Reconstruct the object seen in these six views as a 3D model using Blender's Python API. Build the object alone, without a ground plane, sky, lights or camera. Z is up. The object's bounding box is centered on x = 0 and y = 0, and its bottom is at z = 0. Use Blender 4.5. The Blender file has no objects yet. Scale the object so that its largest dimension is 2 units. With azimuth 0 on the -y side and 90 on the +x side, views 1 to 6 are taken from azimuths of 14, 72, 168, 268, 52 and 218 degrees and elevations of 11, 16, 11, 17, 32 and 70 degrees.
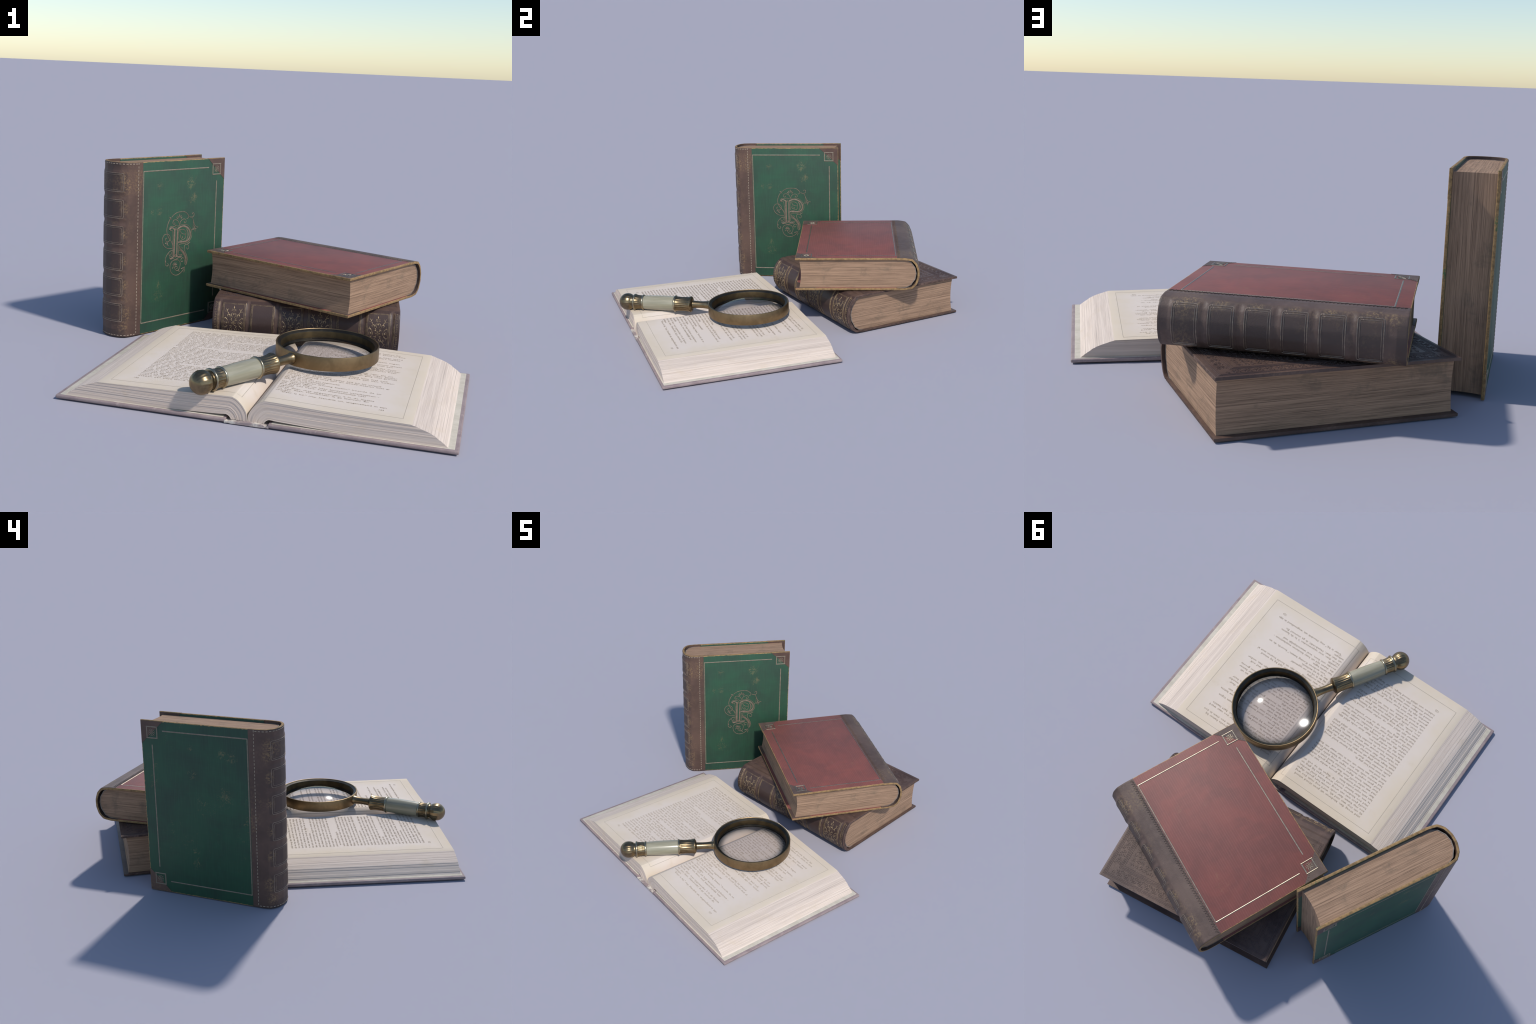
"""Still life of old books: a standing green book, a red book lying on a brown
embossed book, an open book with printed pages and a brass magnifying glass."""
import bpy, bmesh, math, random
import numpy as np
from mathutils import Vector, Matrix

RNG = random.Random(7)

# ------------------------------------------------------------------ helpers
def srgb(r, g, b):
    f = lambda c: c / 12.92 if c <= 0.04045 else ((c + 0.055) / 1.055) ** 2.4
    return (f(r / 255), f(g / 255), f(b / 255), 1.0)

class Nodes:
    """Small builder for procedural materials."""
    def __init__(self, name):
        self.mat = bpy.data.materials.new(name)
        self.mat.use_nodes = True
        self.nt = self.mat.node_tree
        self.bsdf = self.nt.nodes["Principled BSDF"]
        self.out = self.nt.nodes["Material Output"]
        tc = self.nt.nodes.new("ShaderNodeTexCoord")
        self.obj = tc.outputs["Object"]
        self._xyz = None

    def put(self, socket, value):
        if isinstance(value, bpy.types.NodeSocket):
            self.nt.links.new(value, socket)
        else:
            socket.default_value = value

    def new(self, kind, **inputs):
        n = self.nt.nodes.new(kind)
        for k, v in inputs.items():
            self.put(n.inputs[k], v)
        return n

    @property
    def xyz(self):
        if self._xyz is None:
            s = self.nt.nodes.new("ShaderNodeSeparateXYZ")
            self.nt.links.new(self.obj, s.inputs[0])
            self._xyz = s.outputs
        return self._xyz

    def math(self, op, a, b=0.0, clamp=False):
        n = self.nt.nodes.new("ShaderNodeMath")
        n.operation = op
        n.use_clamp = clamp
        self.put(n.inputs[0], a)
        self.put(n.inputs[1], b)
        return n.outputs[0]

    def scaled(self, sx, sy, sz, vec=None):
        n = self.nt.nodes.new("ShaderNodeVectorMath")
        n.operation = "MULTIPLY"
        self.put(n.inputs[0], vec or self.obj)
        n.inputs[1].default_value = (sx, sy, sz)
        return n.outputs[0]

    def noise(self, scale, vec=None, detail=4.0, rough=0.55, dist=0.0):
        n = self.nt.nodes.new("ShaderNodeTexNoise")
        self.put(n.inputs["Vector"], vec or self.obj)
        n.inputs["Scale"].default_value = scale
        n.inputs["Detail"].default_value = detail
        n.inputs["Roughness"].default_value = rough
        n.inputs["Distortion"].default_value = dist
        return n.outputs[0]

    def voronoi(self, scale, vec=None, feature="F1"):
        n = self.nt.nodes.new("ShaderNodeTexVoronoi")
        n.feature = feature
        self.put(n.inputs["Vector"], vec or self.obj)
        n.inputs["Scale"].default_value = scale
        return n.outputs["Distance"]

    def step(self, x, lo, hi):
        """smooth 0..1 between lo and hi (lo may exceed hi)"""
        n = self.nt.nodes.new("ShaderNodeMapRange")
        n.interpolation_type = "SMOOTHSTEP"
        self.put(n.inputs["Value"], x)
        if lo < hi:
            n.inputs["From Min"].default_value, n.inputs["From Max"].default_value = lo, hi
        else:
            n.inputs["From Min"].default_value, n.inputs["From Max"].default_value = hi, lo
            n.inputs["To Min"].default_value, n.inputs["To Max"].default_value = 1.0, 0.0
        return n.outputs["Result"]

    def mix(self, fac, a, b, blend="MIX"):
        n = self.nt.nodes.new("ShaderNodeMix")
        n.data_type = "RGBA"
        n.blend_type = blend
        self.put(n.inputs[0], fac)
        self.put(n.inputs[6], a)
        self.put(n.inputs[7], b)
        return n.outputs[2]

    def blob(self, x, y, r, sx=1.0, sy=1.0):
        """soft round mask at (x, y) of the object's own plane"""
        dx = self.math("MULTIPLY", self.math("SUBTRACT", self.xyz[0], x), 1.0 / (r * sx))
        dy = self.math("MULTIPLY", self.math("SUBTRACT", self.xyz[1], y), 1.0 / (r * sy))
        d = self.math("SQRT", self.math("ADD", self.math("MULTIPLY", dx, dx), self.math("MULTIPLY", dy, dy)))
        return self.step(d, 1.0, 0.0)

    def finish(self, color, rough=0.6, bump=None, bump_strength=0.3, bump_dist=0.002, **kw):
        self.put(self.bsdf.inputs["Base Color"], color)
        self.put(self.bsdf.inputs["Roughness"], rough)
        for k, v in kw.items():
            self.put(self.bsdf.inputs[k.replace("_", " ")], v)
        if bump is not None:
            b = self.nt.nodes.new("ShaderNodeBump")
            b.inputs["Strength"].default_value = bump_strength
            b.inputs["Distance"].default_value = bump_dist
            self.nt.links.new(bump, b.inputs["Height"])
            self.nt.links.new(b.outputs[0], self.bsdf.inputs["Normal"])
        return self.mat

def add_mesh(name, verts, faces, mats, parent, face_mats=None, sharp=35.0, kind=None):
    me = bpy.data.meshes.new(name)
    me.from_pydata([tuple(map(float, v)) for v in verts], [], faces)
    for m in mats if isinstance(mats, (list, tuple)) else [mats]:
        me.materials.append(m)
    if face_mats is not None:
        me.polygons.foreach_set("material_index", face_mats)
    bm = bmesh.new()
    bm.from_mesh(me)
    bmesh.ops.remove_doubles(bm, verts=bm.verts, dist=1e-6)
    bmesh.ops.recalc_face_normals(bm, faces=bm.faces)
    bm.to_mesh(me)
    bm.free()
    me.shade_smooth()
    me.set_sharp_from_angle(angle=math.radians(sharp))
    ob = bpy.data.objects.new(name, me)
    bpy.context.scene.collection.objects.link(ob)
    ob.parent = parent
    if kind:
        ob["kind"] = kind
    return ob

def add_thing(name, label, category, matrix):
    e = bpy.data.objects.new(name, None)
    e.empty_display_size = 0.1
    bpy.context.scene.collection.objects.link(e)
    e.matrix_world = matrix
    e["label"], e["category"] = label, category
    return e

def frame(origin, x, y, z):
    m = Matrix.Identity(4)
    for i, a in enumerate((x, y, z)):
        m.col[i].xyz = a
    m.col[3].xyz = origin
    return m

def rounded_box(name, lo, hi, r, mats, parent, rim_axis=None, seg=2):
    """box with rounded edges; faces that do not look along rim_axis take material 1"""
    bm = bmesh.new()
    bmesh.ops.create_cube(bm, size=1.0)
    for v in bm.verts:
        for i in range(3):
            v.co[i] = lo[i] if v.co[i] < 0 else hi[i]
    if r:
        bmesh.ops.bevel(bm, geom=bm.edges[:], offset=r, segments=seg, profile=0.5, affect="EDGES")
    bm.normal_update()
    if rim_axis is not None:
        for f in bm.faces:
            f.material_index = 0 if abs(f.normal[rim_axis]) > 0.9 else 1
    me = bpy.data.meshes.new(name)
    bm.to_mesh(me)
    bm.free()
    for m in mats if isinstance(mats, (list, tuple)) else [mats]:
        me.materials.append(m)
    me.shade_smooth()
    me.set_sharp_from_angle(angle=math.radians(40))
    ob = bpy.data.objects.new(name, me)
    bpy.context.scene.collection.objects.link(ob)
    ob.parent = parent
    return ob

def catmull(points, n):
    """smooth curve through control points, n samples per span"""
    p = np.array(points, float)
    if len(p) < 3:
        return p
    closed = np.allclose(p[0], p[-1])
    a = np.vstack([p[-2] if closed else 2 * p[0] - p[1], p, p[1] if closed else 2 * p[-1] - p[-2]])
    out = []
    for i in range(1, len(a) - 2):
        for k in range(n):
            t = k / n
            out.append(0.5 * (2 * a[i] + (a[i + 1] - a[i - 1]) * t + (2 * a[i - 1] - 5 * a[i] + 4 * a[i + 1] - a[i + 2]) * t * t
                              + (3 * a[i] - a[i - 1] - 3 * a[i + 1] + a[i + 2]) * t ** 3))
    out.append(p[-1])
    return np.array(out)

class Ribbons:
    """Tooled lines: low ridges laid on a surface. `surf(u, v, h)` maps sheet to space."""
    def __init__(self, surf):
        self.surf, self.v, self.f = surf, [], []

    def line(self, pts, width, height=0.0008, taper=False, step=None):
        p = np.array(pts, float)
        if step:
            q = [p[0]]
            for a, b in zip(p, p[1:]):
                n = max(1, int(np.hypot(*(b - a)) / step))
                q += [a + (b - a) * (k + 1) / n for k in range(n)]
            p = np.array(q)
        d = np.gradient(p, axis=0)
        if np.allclose(p[0], p[-1]) and len(p) > 3:
            d[0] = d[-1] = p[1] - p[-2]
        d /= np.maximum(np.linalg.norm(d, axis=1), 1e-9)[:, None]
        nrm = np.stack([-d[:, 1], d[:, 0]], 1)
        base = len(self.v)
        n = len(p)
        for i in range(n):
            w = width / 2
            if taper:
                w *= max(0.12, max(0.0, math.sin(math.pi * (0.08 + 0.92 * i / (n - 1)))) ** 0.7)
            for k, h in ((-1, -0.0006), (-0.55, height), (0.55, height), (1, -0.0006)):
                c = p[i] + nrm[i] * w * k
                self.v.append(self.surf(c[0], c[1], h))
        for i in range(n - 1):
            for k in range(3):
                a = base + i * 4 + k
                self.f.append((a, a + 1, a + 5, a + 4))
        for a in (base, base + (n - 1) * 4):
            self.f.append((a, a + 1, a + 2, a + 3))

    def rect(self, u0, v0, u1, v1, width, height=0.0008, step=None, r=0.0):
        if r:
            pts = []
            for cu, cv, a0 in ((u1 - r, v1 - r, 0), (u0 + r, v1 - r, 90), (u0 + r, v0 + r, 180), (u1 - r, v0 + r, 270)):
                for k in range(4):
                    a = math.radians(a0 + 30 * k)
                    pts.append((cu + r * math.cos(a), cv + r * math.sin(a)))
            pts.append(pts[0])
            self.line(pts, width, height, step=step)
        else:
            w = width / 2
            self.line([(u0 - w, v0), (u1 + w, v0)], width, height, step=step)
            self.line([(u0 - w, v1), (u1 + w, v1)], width, height, step=step)
            self.line([(u0, v0 + w), (u0, v1 - w)], width, height * 0.95, step=step)
            self.line([(u1, v0 + w), (u1, v1 - w)], width, height * 0.95, step=step)

    def dot(self, u, v, r, height=0.0008):
        base = len(self.v)
        self.v.append(self.surf(u, v, height))
        for rr, h in ((0.7, height), (1.0, -0.0006)):
            for k in range(10):
                a = 2 * math.pi * k / 10
                self.v.append(self.surf(u + r * rr * math.cos(a), v + r * rr * math.sin(a), h))
        for k in range(10):
            j = (k + 1) % 10
            self.f.append((base, base + 1 + k, base + 1 + j))
            self.f.append((base + 1 + k, base + 11 + k, base + 11 + j, base + 1 + j))

    def build(self, name, mat, parent, kind=None):
        return add_mesh(name, self.v, self.f, mat, parent, sharp=60, kind=kind)

def spiral(cx, cy, r0, r1, a0, turns, n=14):
    """curl from radius r0 in to r1"""
    return [(cx + (r0 + (r1 - r0) * k / n) * math.cos(a0 + turns * 2 * math.pi * k / n),
             cy + (r0 + (r1 - r0) * k / n) * math.sin(a0 + turns * 2 * math.pi * k / n)) for k in range(n + 1)]

# ------------------------------------------------------------------ materials
def page_edge_material(name, light, dark, grime, leaf=False, freq=1.0, strength=1.0, run=1.0):
    """cut edges of many sheets: fine streaks that run along every sheet"""
    m = Nodes(name)
    if leaf:
        at = m.nt.nodes.new("ShaderNodeAttribute")
        at.attribute_name = "leaf"
        across = at.outputs["Fac"]
        span = 0.085
        c = m.nt.nodes.new("ShaderNodeCombineXYZ")
        m.put(c.inputs[0], m.xyz[0]); m.put(c.inputs[1], m.xyz[1])
        m.put(c.inputs[2], m.math("MULTIPLY", across, span))
        vec = c.outputs[0]
    else:
        vec = m.obj
    fine = m.noise(1.0, m.scaled(5 * run, 5 * run, 520 * freq, vec), 5, 0.7)
    wide = m.noise(1.0, m.scaled(1.6 * run, 1.6 * run, 150 * freq, vec), 4, 0.65)
    long = m.noise(1.0, m.scaled(14 * run, 14 * run, 700 * freq, vec), 3, 0.6)
    lines = m.math("ADD", m.math("MULTIPLY", fine, 0.45), m.math("ADD", m.math("MULTIPLY", wide, 0.35), m.math("MULTIPLY", long, 0.2)))
    f = m.step(lines, 0.36, 0.60)
    col = m.mix(f, dark, light)
    gaps = m.math("MULTIPLY", m.step(m.noise(1.0, m.scaled(2.2 * run, 2.2 * run, 330 * freq, vec), 3, 0.6), 0.37, 0.31), 0.75 * strength)
    col = m.mix(gaps, col, tuple(c * 0.38 for c in dark[:3]) + (1,))
    stain = m.step(m.noise(9, None, 6, 0.65, 0.4), 0.52, 0.72)
    col = m.mix(m.math("MULTIPLY", stain, 0.55), col, grime)
    return m.finish(col, 0.85, lines, 0.5 * strength, 0.002, Specular_IOR_Level=0.2)

def leather_material(name, base, dark, light, wear, wear_amount=0.5, spots=(), rough=0.5, grain=260, deep=None):
    """deep = (colour, pitch, centre, half height, x of the spine): less faded leather inside the spine panels"""
    m = Nodes(name)
    tone = m.step(m.noise(7, None, 6, 0.6, 0.3), 0.3, 0.7)
    col = m.mix(tone, dark, base)
    col = m.mix(m.math("MULTIPLY", m.step(m.noise(30, None, 6, 0.7), 0.5, 0.75), 0.5), col, light)
    if deep:
        tint, pitch, centre, half, x0 = deep
        row = m.math("ADD", m.math("MULTIPLY", m.math("SUBTRACT", m.xyz[1], centre), 1.0 / pitch), 50.5)
        off = m.math("MULTIPLY", m.math("ABSOLUTE", m.math("SUBTRACT", m.math("FRACT", row), 0.5)), pitch)
        ragged = m.math("MULTIPLY", m.math("SUBTRACT", m.noise(35, None, 5, 0.7), 0.5), 0.012)
        inside = m.math("MULTIPLY", m.step(m.math("ADD", off, ragged), half + 0.003, half - 0.003),
                        m.step(m.math("ADD", m.xyz[0], ragged), x0 - 0.004, x0 + 0.004))
        col = m.mix(m.math("MULTIPLY", inside, 0.75), col, tint)
    speck = m.noise(95, None, 5, 0.75)
    mask = m.math("MULTIPLY", m.step(m.noise(5.5, None, 4, 0.6), 0.52, 0.70), wear_amount)
    for x, y, r in spots:
        mask = m.math("MAXIMUM", mask, m.blob(x, y, r, 0.8, 1.2))
    worn = m.math("MULTIPLY", mask, m.step(speck, 0.46, 0.60))
    col = m.mix(m.math("MULTIPLY", worn, 0.75), col, wear)
    h = m.math("ADD", m.math("MULTIPLY", m.voronoi(grain), 0.6), m.math("MULTIPLY", m.noise(grain * 1.6, None, 3, 0.6), 0.6))
    r = m.math("ADD", rough - 0.08, m.math("MULTIPLY", m.noise(40, None, 4, 0.6), 0.2))
    return m.finish(col, r, h, 0.28, 0.0015, Specular_IOR_Level=0.40)

def cloth_material(name, base, dark, light, wear, edge, spots, height, amount=1.0, rib=0.0):
    """book cloth with a fine weave, blotches, rubbed spots and frayed edges"""
    m = Nodes(name)
    x, y, z = m.xyz
    blot = m.step(m.noise(5.0, None, 6, 0.62, 0.5), 0.32, 0.68)
    col = m.mix(blot, dark, base)
    thread = m.noise(1.0, m.scaled(330, 9, 330), 3, 0.6)
    cross = m.noise(1.0, m.scaled(9, 330, 330), 3, 0.6)
    weave = m.math("ADD", m.math("MULTIPLY", thread, 0.7), m.math("MULTIPLY", cross, 0.3))
    if rib:
        wave = m.math("SINE", m.math("ADD", m.math("MULTIPLY", x, 2 * math.pi / rib), m.math("MULTIPLY", m.noise(8), 2.0)))
        weave = m.math("ADD", weave, m.math("MULTIPLY", wave, 0.10))
    col = m.mix(m.math("MULTIPLY", m.step(weave, 0.45, 0.68), 0.35), col, light)
    mask = m.math("MULTIPLY", m.step(m.noise(5.5, None, 3, 0.6), 0.50, 0.74), 0.62)
    for sx, sy, r, side in spots:
        b = m.blob(sx, sy, r)
        on = m.math("LESS_THAN", z, 0.0) if side < 0 else m.math("GREATER_THAN", z, 0.0)
        mask = m.math("MAXIMUM", mask, m.math("MULTIPLY", b, on))
    rub = m.math("ADD", m.math("MULTIPLY", m.noise(48, None, 7, 0.8, 0.6), 0.65), m.math("MULTIPLY", m.noise(240, None, 3, 0.7), 0.35))
    worn = m.step(m.math("ADD", rub, m.math("MULTIPLY", mask, 0.12)), 0.585, 0.68)
    worn = m.math("MULTIPLY", worn, m.math("MINIMUM", m.math("MULTIPLY", mask, 1.6), 1.0))
    col = m.mix(m.math("MULTIPLY", worn, 0.5 * amount), col, wear)
    gap = m.math("MINIMUM", x, m.math("SUBTRACT", height / 2, m.math("ABSOLUTE", y)))
    fray = m.math("ADD", gap, m.math("MULTIPLY", m.math("SUBTRACT", m.noise(70, None, 4, 0.7), 0.5), 0.012))
    col = m.mix(m.step(fray, 0.0045, 0.0012), col, edge)
    return m.finish(col, 0.60, weave, 0.35, 0.0012, Specular_IOR_Level=0.45)

def rim_material(name, base, dark, light, hint):
    """rubbed board edges with remains of the cover colour"""
    m = Nodes(name)
    col = m.mix(m.step(m.noise(60, None, 5, 0.65), 0.35, 0.65), dark, base)
    col = m.mix(m.math("MULTIPLY", m.step(m.noise(26, None, 4, 0.6), 0.55, 0.75), 0.7), col, light)
    col = m.mix(m.math("MULTIPLY", m.step(m.noise(14, None, 4, 0.7), 0.60, 0.68), 0.8), col, hint)
    return m.finish(col, 0.8, m.noise(150, None, 4, 0.7), 0.4, 0.002, Specular_IOR_Level=0.2)

def plain_material(name, a, b, scale, rough=0.7, **kw):
    m = Nodes(name)
    col = m.mix(m.step(m.noise(scale, None, 5, 0.65), 0.35, 0.65), a, b)
    return m.finish(col, rough, m.noise(scale * 4, None, 3, 0.6), 0.2, 0.001, **kw)

# ------------------------------------------------------------------ book case geometry
class Outline:
    """Cross-section of a book case (x from fore-edge to spine, z through the thickness),
    walked by arc length s, with s = 0 at the middle of the spine."""
    def __init__(self, half):
        p = np.array(half + [(x, -z) for x, z in reversed(half) if abs(z) > 1e-9], float)
        soft = catmull(p[1:-1], 4)                       # ease the facets of the rounded back
        flat = np.vstack([[p[i] + (p[i + 1] - p[i]) * k / 4 for k in range(4)] for i in range(1, len(p) - 2)] + [p[-2:-1]])
        self.p = np.vstack([p[:1], soft * 0.45 + flat * 0.55, p[-1:]])
        seg = np.diff(self.p, axis=0)
        self.len = np.hypot(seg[:, 0], seg[:, 1])
        self.s = np.concatenate([[0], np.cumsum(self.len)])
        self.s -= self.s[-1] / 2
        n = np.stack([-seg[:, 1], seg[:, 0]], 1) / self.len[:, None]
        self.n = np.vstack([n[0], n[:-1] + n[1:], n[-1]])
        self.n /= (self.n * np.vstack([n[0], n[:-1], n[-1]])).sum(1)[:, None]   # mitred

    def at(self, s, h=0.0):
        """point at arc length s, raised h along the outward direction"""
        i = int(np.clip(np.searchsorted(self.s, s) - 1, 0, len(self.len) - 1))
        t = (s - self.s[i]) / self.len[i]
        p = self.p[i] * (1 - t) + self.p[i + 1] * t
        n = self.n[i] * (1 - t) + self.n[i + 1] * t
        return p + n * h

    def samples(self, s0, s1, step, extra=()):
        out = {round(s0, 6), round(s1, 6)} | {round(float(v), 6) for v in self.s if s0 < v < s1} | {round(e, 6) for e in extra if s0 < e < s1}
        knots = sorted(out)
        res = []
        for a, b in zip(knots, knots[1:]):
            n = max(1, int(round((b - a) / step)))
            res += [a + (b - a) * k / n for k in range(n)]
        return res + [knots[-1]]

def wrap_strip(name, outline, s0, s1, length, thick, relief, mats, parent, ds=0.006, dy=0.005, lift=0.0):
    """leather wrapped round part of the case: outer skin with relief(s, y), inner skin, rims"""
    ss = outline.samples(s0, s1, ds)
    n = int(length / dy)
    ys = [-length / 2 + 0.003 + (length - 0.006) * k / n for k in range(n + 1)]
    ys = [-length / 2, -length / 2 + 0.001] + ys + [length / 2 - 0.001, length / 2]
    V, F, FM = [], [], []
    rows = len(ss)
    for j, y in enumerate(ys):
        edge = {0: -0.003, 1: -0.001}.get(min(j, len(ys) - 1 - j), 0.0)
        for s in ss:
            p = outline.at(s, lift + edge + relief(s, y))
            V.append((p[0], y, p[1]))
    inner = len(V)
    for y in (ys[0], ys[-1]):
        for s in ss:
            p = outline.at(s, -(thick(s) if callable(thick) else thick))
            V.append((p[0], y, p[1]))
    for j in range(len(ys) - 1):
        for i in range(rows - 1):
            a = j * rows + i
            F.append((a, a + 1, a + rows + 1, a + rows))
            FM.append(1 if j in (0, len(ys) - 2) else 0)
    for i in range(rows - 1):
        a, b = inner + i, inner + rows + i
        F.append((a, b, b + 1, a + 1)); FM.append(0)
        F.append((i, a, a + 1, i + 1)); FM.append(1)
        t = (len(ys) - 1) * rows + i
        F.append((t, t + 1, b + 1, b)); FM.append(1)
    for i in (0, rows - 1):
        F.append(tuple(j * rows + i for j in range(len(ys))) + (inner + rows + i, inner + i)); FM.append(0)
    return add_mesh(name, V, F, mats, parent, FM, sharp=50)

def bump_step(d, w):
    """0 outside, 1 inside an edge at d = 0 that is w wide"""
    t = min(1.0, max(0.0, d / w + 0.5))
    return t * t * (3 - 2 * t)

def page_block(name, parent, mat, fore, half, back, length, lining):
    """closed block of leaves: hollow fore-edge, rounded back"""
    pts = []
    for k in range(9):                                  # hollow fore-edge
        z = half - 2 * half * k / 8
        pts.append((fore + 0.010 * (1 - (z / half) ** 2), z))
    pts += [(x, -z) for x, z in back] + [(x, z) for x, z in reversed(back) if z > 0]
    n = len(pts)
    V, F = [], []
    for y in (-length / 2, length / 2):
        V += [(x, y, z) for x, z in pts]
    F.append(tuple(range(n)))
    F.append(tuple(range(2 * n - 1, n - 1, -1)))
    for i in range(n):
        j = (i + 1) % n
        F.append((i, j, n + j, n + i))
    add_mesh(name, V, F, mat, parent, sharp=40)
    # mull and paper glued over the rounded back
    b = [(x, -z) for x, z in back] + [(x, z) for x, z in reversed(back) if z > 0]
    V, F = [], []
    m = len(b)
    for y, g in ((-length / 2 - 0.0015, 0), (length / 2 + 0.0015, 0), (-length / 2 - 0.0015, 1), (length / 2 + 0.0015, 1)):
        for x, z in b:
            d = Vector((x - (b[0][0] - 0.05), z)).normalized()
            V.append((x + d.x * 0.004 * g, y, z + d.y * 0.004 * g))
    for i in range(m - 1):
        F += [(i, i + 1, m + i + 1, m + i), (2 * m + i, 3 * m + i, 3 * m + i + 1, 2 * m + i + 1),
              (i, 2 * m + i, 2 * m + i + 1, i + 1), (m + i, m + i + 1, 3 * m + i + 1, 3 * m + i)]
    for i in (0, m - 1):
        F.append((i, m + i, 3 * m + i, 2 * m + i))
    add_mesh("spine_lining", V, F, lining, parent, sharp=40)

# ------------------------------------------------------------------ half-leather books
HALF_OUTLINE = Outline([(0, 0.098), (0.634, 0.098), (0.680, 0.090), (0.707, 0.062), (0.7205, 0.0215)])
BOOK_H, BOARD = 0.908, 0.0125
LEATHER_X = 0.590
PANEL_Y = [0.3525 - 0.1353 * k for k in range(6)]
PANEL_S, PANEL_HALF = 0.083, 0.0475

def half_leather_relief(s, y):
    """raised panels between sunken bands on the spine"""
    h = 0.0
    for c in PANEL_Y:
        if abs(y - c) < 0.08:
            h = max(h, bump_step(min(PANEL_S + 0.009 - abs(s), PANEL_HALF + 0.010 - abs(y - c)), 0.012))
    return 0.0027 * h - 0.0006

def sheet_on_cover(side):
    """side -1: front cover, +1: back cover; u = distance from the fore-edge, v = height"""
    return lambda u, v, h: (u, v, side * (0.098 + h))

def corner_prism(parent, mats, sy, sz, size_x=0.126, size_y=0.119):
    e = 0.0009
    tri = [(-e, sy * (BOOK_H / 2 + e)), (size_x, sy * (BOOK_H / 2 + e)), (-e, sy * (BOOK_H / 2 - size_y))]
    za, zb = sz * (0.098 + e), sz * (0.098 - BOARD - e)
    c = 0.0025
    def inset(t, d):
        # pull the two outer edges in to round them off; the cut edge stays
        return [(t[0][0] + d, t[0][1] - sy * d), (t[1][0], t[1][1] - sy * d), (t[2][0] + d, t[2][1])]
    rings = [(inset(tri, c), za), (tri, za - sz * c), (tri, zb + sz * c), (inset(tri, c), zb)]
    V = [(x, y, z) for t, z in rings for x, y in t]
    F, FM = [(0, 1, 2), (11, 10, 9)], [0, 0]
    for r in range(3):
        for i in range(3):
            j = (i + 1) % 3
            F.append((r * 3 + i, r * 3 + j, r * 3 + 3 + j, r * 3 + 3 + i))
            FM.append(0 if i == 1 else 1)
    return add_mesh("leather_corner", V, F, mats, parent, FM, sharp=30)

def rosette(rb, u, v, r):
    for k in range(8):
        a = math.pi / 4 * k
        c, s = math.cos(a), math.sin(a)
        L = r * (1.25 if k % 2 else 0.95)
        rb.line([(u + c * r * 0.22, v + s * r * 0.22), (u + c * L * 0.6, v + s * L * 0.6), (u + c * L, v + s * L)], r * 0.30, 0.0009, taper=True)
    for k in range(4):
        a = math.pi / 2 * k
        rb.line([(u + r * 1.1 * math.cos(a - 0.42), v + r * 1.1 * math.sin(a - 0.42)), (u + r * 0.82 * math.cos(a), v + r * 0.82 * math.sin(a)),
                 (u + r * 1.1 * math.cos(a + 0.42), v + r * 1.1 * math.sin(a + 0.42))], r * 0.14, 0.0008)
    rb.dot(u, v, r * 0.16)

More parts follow.
